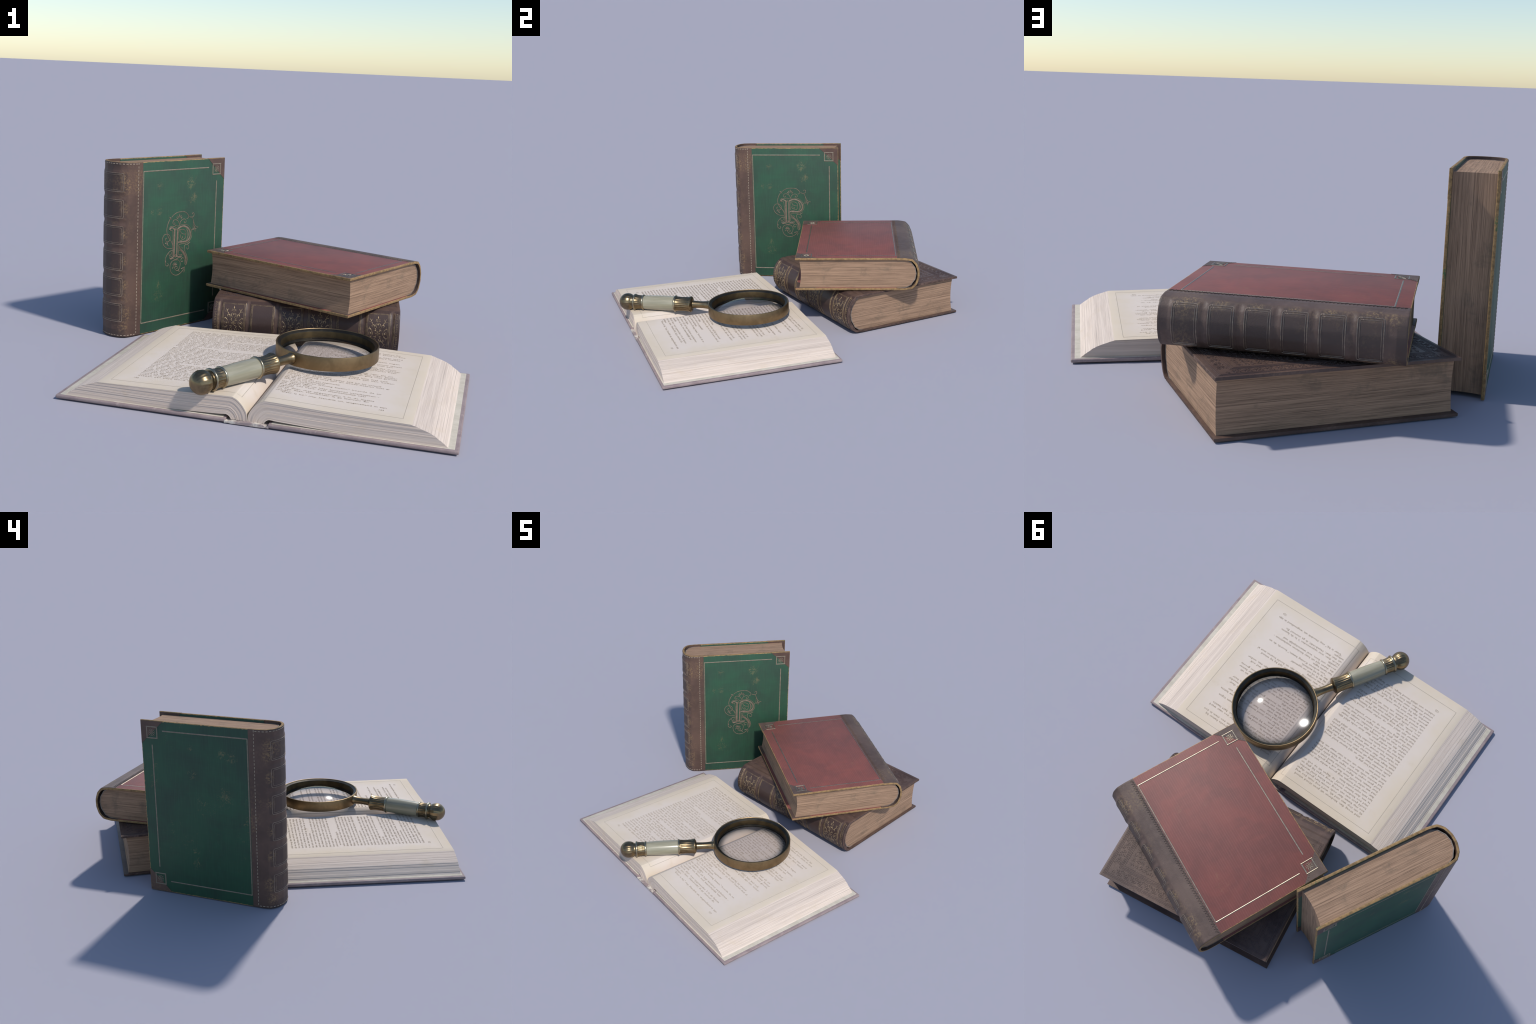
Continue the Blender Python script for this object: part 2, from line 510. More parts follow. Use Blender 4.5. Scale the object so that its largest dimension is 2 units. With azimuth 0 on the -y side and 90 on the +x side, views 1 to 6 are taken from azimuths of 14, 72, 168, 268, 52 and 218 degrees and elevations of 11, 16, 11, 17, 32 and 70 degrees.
def half_leather_book(thing, mats, stitched, embossed):
    cloth, leather, rim, gilt, edges, lining = (mats[k] for k in ("cloth", "leather", "rim", "gilt", "edges", "lining"))
    for side in (-1, 1):
        z0, z1 = sorted((side * (0.098 - BOARD), side * 0.098))
        rounded_box("cover_board", (0, -BOOK_H / 2, z0), (LEATHER_X + 0.004, BOOK_H / 2, z1), 0.0022, [cloth, rim], thing, 2)
        for sy in (-1, 1):
            corner_prism(thing, [leather, rim], sy, side)
    s_join = HALF_OUTLINE.s[-1] - LEATHER_X
    wrap_strip("leather_spine", HALF_OUTLINE, -s_join, s_join, BOOK_H + 0.001, BOARD, half_leather_relief, [leather, rim], thing, lift=0.0009)
    page_block("page_block", thing, edges, 0.021, 0.0853, [(0.60, 0.0853), (0.640, 0.0825), (0.670, 0.068), (0.693, 0.034), (0.700, 0.0)], BOOK_H - 0.028, lining)
    # gilt rules and corner squares on both covers
    for side in (-1, 1):
        rb = Ribbons(sheet_on_cover(side))
        for sy in (-1, 1):
            off = 0.0 if sy > 0 else 0.010
            vy = sy * (0.405 - off)
            rb.line([(0.122, vy), (LEATHER_X - 0.004, vy)], 0.0074, 0.0010)
            cy = sy * (0.3945 - off * 0.8)
            cr = Ribbons(lambda u, v, h: (u, v, side * (0.0990 + h)))
            cr.rect(0.034, cy - 0.0285, 0.091, cy + 0.0285, 0.0066, 0.0010)
            rosette(cr, 0.0625, cy, 0.0175)
            cr.build("corner_rosette", gilt, thing)
        rb.line([(0.060, -0.322), (0.060, 0.331)], 0.0072, 0.0010)
        rb.line([(0.5850, -0.3955), (0.5850, 0.4055)], 0.0062, 0.0012)
        rb.build("gilt_rule", gilt, thing)
    # double gilt frames on the spine panels
    rb = Ribbons(lambda s, y, h: (lambda p: (p[0], y, p[1]))(HALF_OUTLINE.at(s, 0.0009 + half_leather_relief(s, y) + h)))
    for c in PANEL_Y:
        rb.rect(-PANEL_S + 0.001, c - PANEL_HALF + 0.0005, PANEL_S - 0.001, c + PANEL_HALF - 0.0005, 0.0042, 0.0012, 0.006, 0.008)
        rb.rect(-PANEL_S + 0.010, c - PANEL_HALF + 0.0085, PANEL_S - 0.010, c + PANEL_HALF - 0.0085, 0.0027, 0.0010, 0.006, 0.005)
    rb.build("spine_tooling", mats["tooling"], thing)
    skin = lambda s, y, h: (lambda p: (p[0], y, p[1]))(HALF_OUTLINE.at(s, 0.0009 - 0.0006 + h))
    s_of = lambda x: HALF_OUTLINE.s[-1] - x
    if stitched:
        rb = Ribbons(skin)
        pitch, dash = 0.0180, 0.0106
        for side in (-1, 1):
            s = side * s_of(0.619)
            for k in range(50):
                y = -0.441 + pitch * k
                rb.line([(s, y), (s, y + dash)], 0.0044, 0.0014)
        span = s_of(0.619)
        for sy in (-1, 1):
            k = 0
            s = -span + 0.006
            while s + dash < span:
                rb.line([(s, sy * 0.4455), (s + dash, sy * 0.4455)], 0.0044, 0.0014, step=0.004)
                s += pitch
        rb.build("stitching", mats["thread"], thing, kind="stuff")
    if embossed:
        # blind-tooled leafy edging beside the cloth, and along the corner pieces
        rb = Ribbons(skin)
        for side in (-1, 1):
            s = side * s_of(0.600)
            for k in range(62):
                y = -0.442 + 0.01435 * k
                d = -side
                rb.line(catmull([(s + side * 0.007, y), (s + side * 0.001, y + 0.002), (s - side * 0.004, y + 0.008), (s - side * 0.010, y + 0.009)], 3), 0.0042, 0.0022, taper=True)
                rb.line([(s + side * 0.004, y + 0.006), (s - side * 0.002, y + 0.012)], 0.0030, 0.0020, taper=True)
        rb.build("blind_tooling", leather, thing, kind="stuff")
        rb = Ribbons(sheet_on_cover(-1))
        for sy in (-1, 1):
            for k in range(11):
                t = (k + 0.7) / 12
                if 0.28 < t < 0.72:
                    continue
                u, v = 0.115 * t, sy * (0.345 + 0.104 * t)
                rb.line([(u - 0.002, v + sy * 0.006), (u + 0.005, v + sy * 0.004), (u + 0.006, v + sy * 0.001)], 0.003, 0.0018, taper=True)
        rb.build("corner_tooling", leather, thing, kind="stuff")

# Ornate initial on the green front cover: strokes in millimetres,
# u to the right and v up from a point 280 mm from the fore-edge at mid height.
INITIAL = [
    ("stem", 8, [(-81,86),(-82,9),(-83,-66)]),
    ("stem", 6.5, [(-60,86),(-62,9),(-62,-66)]),
    ("serif", 6, [(-116,86),(-108,95),(-94,93),(-81,84)]),
    ("bowl", 7, [(-60,86),(-36,96),(-11,96),(13,85),(29,65),(33,45),(26,26),(9,13),(-13,12),(-55,12)]),
    ("crescent", 5, [(3,82),(14,64),(17,45),(12,27),(2,17)]),
    ("foot", 5, [(-84,-60),(-93,-68),(-110,-70)]),
    ("foot", 5, [(-62,-59),(-51,-67),(-32,-66)]),
    ("outline", 1.6, [(-119,83),(-117,99),(-104,104),(-84,102),(-73,108),(-60,101),(-45,104),(-21,107),(3,104),(25,89),(39,70),(44,50),(40,30),(26,12),(6,3),(-13,2),(-48,-1),(-49,-20),(-51,-53),(-39,-58),(-24,-58),(-32,-71),(-52,-73),(-71,-79),(-91,-72),(-108,-74),(-115,-59),(-98,-59),(-93,-48),(-93,4),(-96,19),(-93,34),(-95,63),(-99,81),(-119,83)]),
    ("counter", 1.6, [(-51,76),(-36,81),(-17,79),(-2,67),(0,50),(-5,32),(-18,25),(-49,24),(-51,76)]),
    ("vine", 1.8, [(-43,79),(-34,62),(-17,54),(0,53)]),
    ("vine", 1.8, [(-37,54),(-41,42),(-32,32),(-22,38),(-29,44)]),
    ("petal", 3, [(-50,167),(-49,146)]),
    ("petal", 3, [(-64,158),(-55,145)]),
    ("petal", 3, [(-37,159),(-44,145)]),
    ("petal", 3, [(-71,148),(-59,139)]),
    ("petal", 3, [(-30,149),(-40,139)]),
    ("vine", 1.8, [(-48,107),(-59,128),(-76,137),(-91,135),(-97,122),(-91,114),(-82,116),(-84,123)]),
    ("vine", 1.8, [(-48,107),(-40,126),(-23,136),(-8,134),(-1,123),(-6,115),(-16,117),(-13,124)]),
    ("vine", 1.8, [(-105,154),(-88,167),(-63,176),(-34,177),(-10,174),(9,160),(16,148),(11,138),(2,137)]),
    ("vine", 2.2, [(-115,147),(-128,127),(-137,102),(-139,83),(-133,60),(-122,41),(-108,26),(-96,6),(-93,-16)]),
    ("petal", 3, [(-123,156),(-105,140)]),
    ("petal", 3, [(-110,153),(-118,143)]),
    ("vine", 1.8, [(-113,31),(-114,46),(-120,58),(-134,65),(-154,63),(-166,48),(-168,30),(-160,10),(-146,-4),(-129,-13),(-97,-17)]),
    ("vine", 1.8, [(-115,31),(-128,23),(-142,27),(-147,38),(-139,45)]),
    ("petal", 3, [(-130,21),(-133,8),(-121,2)]),
    ("petal", 3, [(-148,15),(-136,19)]),
    ("vine", 1.6, [(21,148),(33,142),(43,141),(52,124),(61,102),(73,87),(90,82)]),
    ("vine", 1.8, [(43,141),(55,148),(56,161),(48,165),(42,158)]),
    ("vine", 1.4, [(55,121),(52,97),(51,80),(43,70)]),
    ("petal", 3, [(59,94),(66,77),(67,58)]),
    ("petal", 3, [(52,71),(62,78)]),
    ("petal", 3, [(77,74),(68,77)]),
    ("vine", 1.6, [(-48,-16),(-24,-33),(-5,-52),(7,-75),(15,-94),(11,-112),(6,-117)]),
    ("vine", 1.6, [(-48,-30),(-29,-40),(-12,-60),(0,-82),(4,-102),(9,-117)]),
    ("tail", 3.2, [(-46,-23),(-19,-42),(0,-70),(9,-100),(10,-115)]),
    ("petal", 2, [(-44,-8),(-40,-20)]),
    ("petal", 2, [(-34,-12),(-30,-23)]),
    ("petal", 2, [(-23,-16),(-22,-28)]),
    ("vine", 2, [(18,-94),(10,-65),(-2,-45),(-9,-25),(-5,-8),(13,-5),(33,5)]),
    ("vine", 1.6, [(13,-5),(23,-15),(23,-27),(13,-32),(6,-22)]),
    ("vine", 1.8, [(4,-120),(-3,-107),(-5,-92),(-10,-80),(-22,-76),(-31,-85),(-28,-96),(-15,-94)]),
    ("vine", 1.8, [(-71,-81),(-94,-86),(-108,-104),(-108,-126),(-98,-149),(-76,-164),(-51,-166),(-26,-155),(-11,-142),(-1,-127)]),
    ("vine", 1.8, [(-71,-83),(-52,-84),(-37,-100),(-37,-120),(-46,-138),(-61,-142),(-73,-131),(-75,-121)]),
    ("petal", 2.6, [(-75,-111),(-75,-91)]),
    ("petal", 2.6, [(-77,-111),(-86,-95)]),
    ("petal", 2.6, [(-72,-111),(-64,-96)]),
    ("petal", 2.6, [(-80,-112),(-92,-105)]),
    ("petal", 2.6, [(-70,-112),(-57,-106)]),
    ("vine", 1.6, [(-75,-121),(-87,-119),(-92,-127)]),
    ("vine", 1.6, [(-75,-121),(-60,-118),(-55,-128),(-63,-131)]),
    ("petal", 3, [(-28,-137),(-4,-130)]),
    ("petal", 2, [(-7,-158),(0,-137)]),
    ("petal", 3, [(-48,-144),(-38,-149)]),
    ("vine", 1.8, [(-94,-29),(-109,-29),(-130,-44),(-142,-64),(-144,-84),(-141,-102),(-129,-108),(-121,-102),(-127,-94)]),
    ("vine", 1.6, [(-120,-41),(-117,-51),(-105,-49),(-101,-36)]),
    ("petal", 3, [(-142,-77),(-139,-89)]),
    ("vine", 1.6, [(-72,96),(-77,88),(-73,81),(-68,88),(-72,96)]),
    ("vine", 1.6, [(-72,-52),(-77,-60),(-72,-67),(-68,-59),(-72,-52)]),
]

def ornate_initial(thing, mat):
    rb = Ribbons(lambda u, v, h: (0.280 - u, v, -(0.098 + h)))
    for kind, width, pts in INITIAL:
        p = np.array(pts, float) / 1000.0
        p = catmull(p, 5 if kind in ("vine", "bowl", "crescent", "tail") else 3)
        if kind == "petal":
            if len(p) == 2:
                p = np.array([p[0] + (p[1] - p[0]) * k / 5 for k in range(6)])
            rb.line(p, width * 0.0021, 0.0014, taper=True)
        else:
            rb.line(p, width * (0.00155 if width > 4 else 0.0021), 0.0010 if width > 4 else 0.0014, taper=kind in ("crescent", "tail"))
    rb.build("ornate_initial_letter", mat, thing)

SPOTS_FRONT = [(0.469, 0.192, 0.048, -1), (0.467, -0.203, 0.040, -1), (0.472, -0.262, 0.062, -1), (0.248, 0.330, 0.065, -1), (0.232, 0.245, 0.060, -1), (0.474, 0.327, 0.04, -1), (0.52, 0.19, 0.03, -1)]
SPOTS_BACK = [(0.275, 0.194, 0.048, 1), (0.277, -0.206, 0.040, 1), (0.285, -0.270, 0.060, 1), (0.496, 0.305, 0.06, 1), (0.447, 0.318, 0.05, 1), (0.457, 0.105, 0.08, 1), (0.275, 0.33, 0.03, 1)]
SPINE_SPOTS = [(0.690, 0.36, 0.06), (0.680, 0.33, 0.045), (0.69, 0.22, 0.035), (0.69, 0.09, 0.03), (0.69, -0.05, 0.03), (0.69, -0.18, 0.035), (0.68, -0.33, 0.05), (0.69, -0.40, 0.04)]

def build_green_book():
    x = Vector((-0.466, -0.885, 0)).normalized()
    up = Vector((0, 0, 1))
    thing = add_thing("green_book", "standing old book in green cloth with brown leather spine", "book",
                      frame((-0.5545 - 0.0030, 0.633 + 0.0010, BOOK_H / 2 + 0.0020), x, up, x.cross(up)))
    ochre = srgb(168, 134, 88)
    mats = {
        "cloth": cloth_material("green_book_cloth", srgb(41, 80, 58), srgb(43, 67, 53), srgb(55, 93, 70), srgb(128, 114, 80), ochre, SPOTS_FRONT + SPOTS_BACK, BOOK_H),
        "leather": leather_material("worn_brown_leather", srgb(97, 75, 65), srgb(80, 62, 55), srgb(110, 86, 74), srgb(150, 122, 86), 0.55, SPINE_SPOTS, deep=(srgb(72, 57, 52), 0.1353, 0.3525, 0.045, 0.685)),
        "rim": rim_material("rubbed_ochre_edge", srgb(153, 123, 84), srgb(118, 96, 68), srgb(172, 142, 98), srgb(58, 100, 66)),
        "gilt": plain_material("dull_gilt_line", srgb(136, 124, 106), srgb(118, 106, 90), 60, 0.5),
        "tooling": plain_material("faded_spine_gilt", srgb(140, 122, 106), srgb(108, 92, 80), 45, 0.5),
        "thread": plain_material("linen_thread", srgb(176, 160, 140), srgb(150, 134, 116), 80, 0.8),
        "edges": page_edge_material("browned_page_edges", srgb(169, 138, 113), srgb(112, 90, 74), srgb(101, 90, 77)),
        "lining": plain_material("grey_spine_lining", srgb(140, 130, 122), srgb(112, 104, 98), 60, 0.85),
    }
    half_leather_book(thing, mats, stitched=True, embossed=False)
    ornate_initial(thing, plain_material("brown_gilt_initial", srgb(134, 114, 97), srgb(112, 93, 80), 50, 0.5))
    return mats

def build_red_book(shared):
    x = Vector((0.394, 0.919, 0)).normalized()
    y = Vector((0.919, -0.394, 0)).normalized()
    thing = add_thing("red_book", "old red cloth book with dark leather spine lying flat", "book",
                      frame((-0.057, 0.157, 0.3352), x, y, x.cross(y)))
    mats = dict(shared)
    mats["cloth"] = cloth_material("red_book_cloth", srgb(131, 74, 66), srgb(113, 68, 62), srgb(144, 91, 83), srgb(148, 116, 88),
                                   srgb(168, 134, 88), SPOTS_FRONT[:3], BOOK_H, 0.6, rib=0.0115)
    mats["leather"] = leather_material("dark_grey_brown_leather", srgb(99, 80, 71), srgb(79, 63, 57), srgb(112, 92, 82), srgb(146, 122, 88), 0.45, SPINE_SPOTS, 0.55, 200,
                                       deep=(srgb(72, 59, 54), 0.1353, 0.3525, 0.045, 0.685))
    mats["rim"] = rim_material("rubbed_tan_edge", srgb(156, 126, 87), srgb(124, 100, 72), srgb(174, 144, 100), srgb(140, 78, 66))
    m = Nodes("gilt_rule_metal")
    col = m.mix(m.step(m.noise(50, None, 4, 0.6), 0.35, 0.65), srgb(146, 134, 118), srgb(170, 156, 136))
    mats["gilt"] = m.finish(col, 0.42, None, Metallic=0.95)
    m = Nodes("spine_gilt_metal")
    col = m.mix(m.step(m.noise(50, None, 4, 0.6), 0.35, 0.65), srgb(118, 106, 98), srgb(150, 134, 118))
    mats["tooling"] = m.finish(col, 0.40, None, Metallic=0.6)
    half_leather_book(thing, mats, stitched=False, embossed=True)

# ------------------------------------------------------------------ brown embossed book
BROWN_OUTLINE = Outline([(0, 0.116), (0.700, 0.116), (0.727, 0.108), (0.7555, 0.075), (0.7725, 0.040), (0.778, 0.0)])
BROWN_H = 0.953
BROWN_PANELS = [(k - 2.5) * 0.147 for k in range(6)]

def brown_relief(s, y):
    h = -0.0012
    if abs(s) < 0.13:
        for c in BROWN_PANELS:
            h = max(h, -0.0012 + 0.0036 * bump_step(min(0.110 - abs(s), 0.0625 - abs(y - c)), 0.010))
        h = max(h, -0.0012 + 0.0036 * bump_step(min(0.110 - abs(s), abs(y) - 0.446), 0.008))
    d = abs(abs(s) - (BROWN_OUTLINE.s[-1] - 0.690))          # hinge groove
    if d < 0.012:
        h -= 0.0035 * (1 - bump_step(d - 0.005, 0.008))
    return h

def spine_arabesque(rb, cy):
    """symmetrical gold ornament of one spine panel; rows along s, columns along y"""
    def both(pts, w, smooth=True, taper=True, flip=True):
        for sy in (-1, 1):
            for ss in ((-1, 1) if flip else (1,)):
                p = [(ss * a, cy + sy * b) for a, b in pts]
                rb.line(catmull(p, 4) if smooth and len(p) > 2 else p, w * 1.3, 0.0008, taper=taper)
    for k in range(4):                                                     # flower in the middle
        a = math.pi / 2 * k
        for q in (-0.35, 0.35):
            rb.line([(0.002 * math.cos(a), cy + 0.002 * math.sin(a)), (0.008 * math.cos(a + q), cy + 0.008 * math.sin(a + q)), (0.0125 * math.cos(a), cy + 0.0125 * math.sin(a))], 0.0026, 0.0007)
    for sy in (-1, 1):                                                     # eyes left and right
        rb.dot(0.0, cy + sy * 0.035, 0.0055)
        rb.line(spiral(0, cy + sy * 0.035, 0.0105, 0.0105, 0.6, 0.40), 0.0030, 0.0007, True)
        rb.line(spiral(0, cy + sy * 0.035, 0.0105, 0.0105, 0.6 + math.pi, 0.40), 0.0030, 0.0007, True)
    both([(0.010, 0.006), (0.016, 0.012), (0.015, 0.020)], 0.0034)
    both([(0.017, 0.008), (0.024, 0.012), (0.027, 0.017)], 0.0030)
    both([(0.013, 0.030), (0.020, 0.036), (0.026, 0.044), (0.019, 0.047)], 0.0046)
    both([(0.030, 0.018), (0.040, 0.019), (0.044, 0.026), (0.038, 0.031), (0.031, 0.027)], 0.0044)
    both([(0.044, 0.026), (0.053, 0.030), (0.058, 0.038)], 0.0036)
    both([(0.056, 0.033), (0.066, 0.036), (0.078, 0.045)], 0.0030)
    both([(0.060, 0.036), (0.058, 0.042), (0.061, 0.047)], 0.0028)
    both([(0.064, 0.034), (0.070, 0.029), (0.074, 0.031)], 0.0028)
    both([(0.032, 0.041), (0.036, 0.046)], 0.0032, False)
    both([(0.029, 0.004), (0.038, 0.011), (0.048, 0.010), (0.056, 0.003)], 0.0034)
    both([(0.040, 0.0), (0.047, 0.0025), (0.051, 0.0)], 0.0034)
    both([(0.060, 0.001), (0.064, 0.009), (0.061, 0.013)], 0.0030)
    both([(0.067, 0.001), (0.071, 0.008), (0.069, 0.011)], 0.0028)
    both([(0.073, 0.0005), (0.082, 0.0005), (0.090, 0.0)], 0.0030)
    both([(0.078, 0.0), (0.080, 0.006)], 0.0024, False)

def build_brown_book(shared):
    x = Vector((0.148, -0.989, 0)).normalized()
    up = Vector((0, 0, 1))
    thing = add_thing("brown_book", "thick dark brown leather book with gold tooled spine", "book",
                      frame((0.005, 0.9095, 0.1172), x, up.cross(x), up))
    leather = leather_material("embossed_brown_leather", srgb(98, 77, 67), srgb(75, 58, 52), srgb(114, 91, 80), srgb(150, 122, 104), 0.35, (), 0.44, 240, deep=(srgb(62, 47, 44), 0.147, 0.0735, 0.066, 0.724))
    worn = rim_material("rubbed_brown_edge", srgb(98, 78, 70), srgb(72, 58, 53), srgb(128, 104, 94), srgb(84, 66, 60))
    tool = leather_material("blind_tooled_leather", srgb(82, 64, 60), srgb(66, 51, 49), srgb(96, 76, 70), srgb(120, 98, 88), 0.3, (), 0.44, 240)
    gold = Nodes("worn_gold_tooling")
    col = gold.mix(gold.step(gold.noise(45, None, 5, 0.7), 0.38, 0.62), srgb(116, 95, 76), srgb(176, 152, 116))
    gold = gold.finish(col, 0.42, None, Metallic=0.35)
    end = BROWN_OUTLINE.s[-1]
    wrap_strip("leather_case", BROWN_OUTLINE, -end, end, BROWN_H, lambda s: 0.013 + 0.005 * bump_step(0.115 - abs(s), 0.06), brown_relief, [leather, worn], thing, ds=0.007, dy=0.006)
    page_block("page_block", thing, shared["edges"], 0.026, 0.1025, [(0.66, 0.1025), (0.692, 0.098), (0.719, 0.078), (0.739, 0.039), (0.746, 0.0)], BROWN_H - 0.030, shared["lining"])
    skin = lambda s, y, h: (lambda p: (p[0], y, p[1]))(BROWN_OUTLINE.at(s, brown_relief(s, y) + h))
    # gold rules, frames and arabesques on the spine
    rb = Ribbons(skin)
    for k, c in enumerate(BROWN_PANELS):
        rb.rect(-0.099, c - 0.0515, 0.099, c + 0.0515, 0.0018, 0.0008, 0.006)
        rb.rect(-0.103, c - 0.0555, 0.103, c + 0.0555, 0.0014, 0.0008, 0.006)
        for sy in (-1, 1):
            rb.line([(-0.108, c + sy * 0.0600), (0.108, c + sy * 0.0600)], 0.0020, 0.0008, step=0.006)
    for sy in (-1, 1):
        for y in (0.4435, 0.4475, 0.4515):
            rb.line([(-0.112, sy * y), (0.112, sy * y)], 0.0018, 0.0008, step=0.006)
    rb.build("gold_rule", gold, thing)
    rb = Ribbons(skin)
    for k, c in enumerate(BROWN_PANELS):
        if k in (0, 2, 3, 5):
            spine_arabesque(rb, c)
    for sy in (-1, 1):                                                     # little scrolls at head and tail
        for k in range(17):
            s = -0.104 + 0.013 * k
            rb.line(spiral(s, sy * 0.4615, 0.0050, 0.0012, 1.2 * k, 0.9, 9), 0.0020, 0.0007)
    rb.build("gold_arabesque", gold, thing, kind="stuff")
    # blind-tooled frames and scrollwork on the covers
    for side in (-1, 1):
        rb = Ribbons(lambda u, v, h: (u, v, side * (0.1148 + h)))
        far = 0.672
        for d, w in ((0.0155, 0.0022), (0.0215, 0.0036), (0.0285, 0.0018), (0.0735, 0.0018), (0.0795, 0.0036), (0.0860, 0.0018), (0.0935, 0.0026)):
            rb.rect(d, -BROWN_H / 2 + d, far - d * 0.75, BROWN_H / 2 - d, w, 0.0009)
        rb.build("tooled_frame", tool, thing)
        if side < 0:
            continue
        rb = Ribbons(lambda u, v, h: (u, v, 0.1148 + h))
        rnd = random.Random(3)
        def leaf_scroll(u, v, r, a):
            rb.line(spiral(u, v, r, r * 0.25, a, 0.95, 10), 0.0022, 0.0010, True)
            for q in (0.4, 1.5, 2.7):
                b = a + q
                rb.line([(u + r * 0.9 * math.cos(b), v + r * 0.9 * math.sin(b)), (u + r * 1.35 * math.cos(b + 0.35), v + r * 1.35 * math.sin(b + 0.35))], 0.0030, 0.0010, True)
        def border(p0, p1, n, turn):
            for k in range(n):
                t = (k + 0.5) / n
                u, v = p0[0] + (p1[0] - p0[0]) * t, p0[1] + (p1[1] - p0[1]) * t
                leaf_scroll(u, v, 0.0085, turn + (0 if k % 2 else math.pi))
        hy = BROWN_H / 2 - 0.051
        border((0.043, -hy), (0.043, hy), 42, 0.3)
        border((0.060, -hy + 0.02), (0.060, hy - 0.02), 40, 1.4)
        border((far - 0.040, -hy), (far - 0.040, hy), 42, 0.3)
        for sy in (-1, 1):
            border((0.078, sy * (hy + 0.008)), (far - 0.066, sy * (hy + 0.008)), 25, 1.9)
            border((0.085, sy * (hy - 0.009)), (far - 0.072, sy * (hy - 0.009)), 24, 0.6)
        nu, nv = 19, 30
        for i in range(nu):
            for j in range(nv):
                u = 0.118 + (far - 0.206) * i / (nu - 1)
                v = -0.355 + 0.71 * j / (nv - 1)
                mirror = 1 if v > 0 else -1
                leaf_scroll(u + rnd.uniform(-0.004, 0.004), v + rnd.uniform(-0.004, 0.004), rnd.uniform(0.0075, 0.0110), mirror * (1.3 * i + 0.8 * j))
        rb.build("tooled_scrollwork", tool, thing, kind="stuff")

# ------------------------------------------------------------------ open book
GUTTER_X, PAGE_Y0, PAGE_Y1 = 0.1215, -0.9425, 0.0080
# upper and lower leaf of one half, as (distance from the gutter, height)
TOP_LEAF = [(0.000, 0.012), (0.0035, 0.040), (0.015, 0.064), (0.034, 0.087), (0.058, 0.1035), (0.095, 0.1075), (0.300, 0.1000), (0.649, 0.0925)]
LOW_LEAF = [(0.068, 0.0125), (0.0715, 0.018), (0.077, 0.0245), (0.085, 0.0295), (0.097, 0.031), (0.150, 0.0275), (0.400, 0.0200), (0.7955, 0.0195)]
FORE_EDGE = [(0.7955, 0.0195), (0.764, 0.0425), (0.723, 0.0680), (0.649, 0.0925)]
TOP_CURVE = catmull(TOP_LEAF, 10)

def page_height(d):
    return float(np.interp(abs(d), TOP_CURVE[:, 0], TOP_CURVE[:, 1]))

def leaf_curve(t, n=7):
    """leaf at stack position t (0 lowest, 1 uppermost)"""
    lo, hi = np.array(LOW_LEAF), np.array(TOP_LEAF)
    p = lo * (1 - t) + hi * t
    fe = catmull(FORE_EDGE, 8)
    a = np.concatenate([[0], np.cumsum(np.hypot(*np.diff(fe, axis=0).T))])
    p[-1] = [np.interp(t * a[-1], a, fe[:, 0]), np.interp(t * a[-1], a, fe[:, 1])]
    p[-2] += (p[-1] - (lo[-1] * (1 - t) + hi[-1] * t)) * 0.35
    return catmull(p, n)

def build_leaves(name, parent, side, cuts, mat, rnd, jitter, kind=None):
    """a stack of leaf bundles between the given stack positions"""
    V, F, T = [], [], []
    for t0, t1 in zip(cuts, cuts[1:]):
        a, b = leaf_curve(t0), leaf_curve(t1)
        n = len(a)
        j0, j1, je = (rnd.uniform(0, jitter) for _ in range(3))
        y0, y1 = PAGE_Y0 + j0, PAGE_Y1 - j1
        base = len(V)
        for c, t in ((a, t0), (b, t1)):
            for y in (y0, y1):
                for i, (d, z) in enumerate(c):
                    if i == n - 1:
                        d -= je
                    V.append((GUTTER_X + side * d, y, z))
                    T.append(t)
        A0, A1, B0, B1 = base, base + n, base + 2 * n, base + 3 * n
        for i in range(n - 1):
            F += [(A0 + i, A0 + i + 1, B0 + i + 1, B0 + i), (A1 + i, B1 + i, B1 + i + 1, A1 + i + 1),
                  (B0 + i, B0 + i + 1, B1 + i + 1, B1 + i), (A0 + i, A1 + i, A1 + i + 1, A0 + i + 1)]
        for i in (0, n - 1):
            F.append((A0 + i, B0 + i, B1 + i, A1 + i))
    me = bpy.data.meshes.new(name)
    me.from_pydata(V, [], F)
    at = me.attributes.new("leaf", "FLOAT", "POINT")
    at.data.foreach_set("value", T)
    me.materials.append(mat)
    bm = bmesh.new()
    bm.from_mesh(me)
    bmesh.ops.recalc_face_normals(bm, faces=bm.faces)
    bm.to_mesh(me)
    bm.free()
    me.shade_smooth()
    me.set_sharp_from_angle(angle=math.radians(30))
    ob = bpy.data.objects.new(name, me)
    bpy.context.scene.collection.objects.link(ob)
    ob.parent = parent
    return ob

# Lines that can be made out on the right-hand page, and words that recur on both pages.
CLEAR_LINES = {
    0: '   "Daar is hij," riep Hendrik uit, wegsnellend in zijn',
    1: "verlangen.",
    2: "uit den daar, Humboldt!, ik ga sterven! En",
    3: "Noch daar, met opgewonden 't In de laatste",
    4: "oogenblik.",
    5: "zoodat ons lieve, veel waarschijnlijk vaal",
    6: "die dezen tijd uit haar kinderen verplaatsten -",
    7: "haar handen leggen.",
    8: '   "een anderen Koning kwam," hoorde de en',
    9: "daar op hij vrij wachtende.",
    10: "zag dat de vrij niet een opgemerkt!",
    11: "nu wat voortging.",
    12: "nu was vluchtig met zijn en hoofd heeren met al",
}
WORDS = ("de het een van en in zijn niet dat was op te met hij haar voor als maar daar aan uit nog had om bij zoo "
         "werd zij naar wel heer kinderen oogen hand vader moeder huis stem tijd dagen hoofd lange oude goede zeide "
         "vroeg kwam ging stond riep laatste eenige groote kleine altijd weder hebben worden zouden moest geen meer "
         "onder over tegen wie wat dan ook kamer deur avond morgen vriend brief leven hart vrouw man stad weg").split()

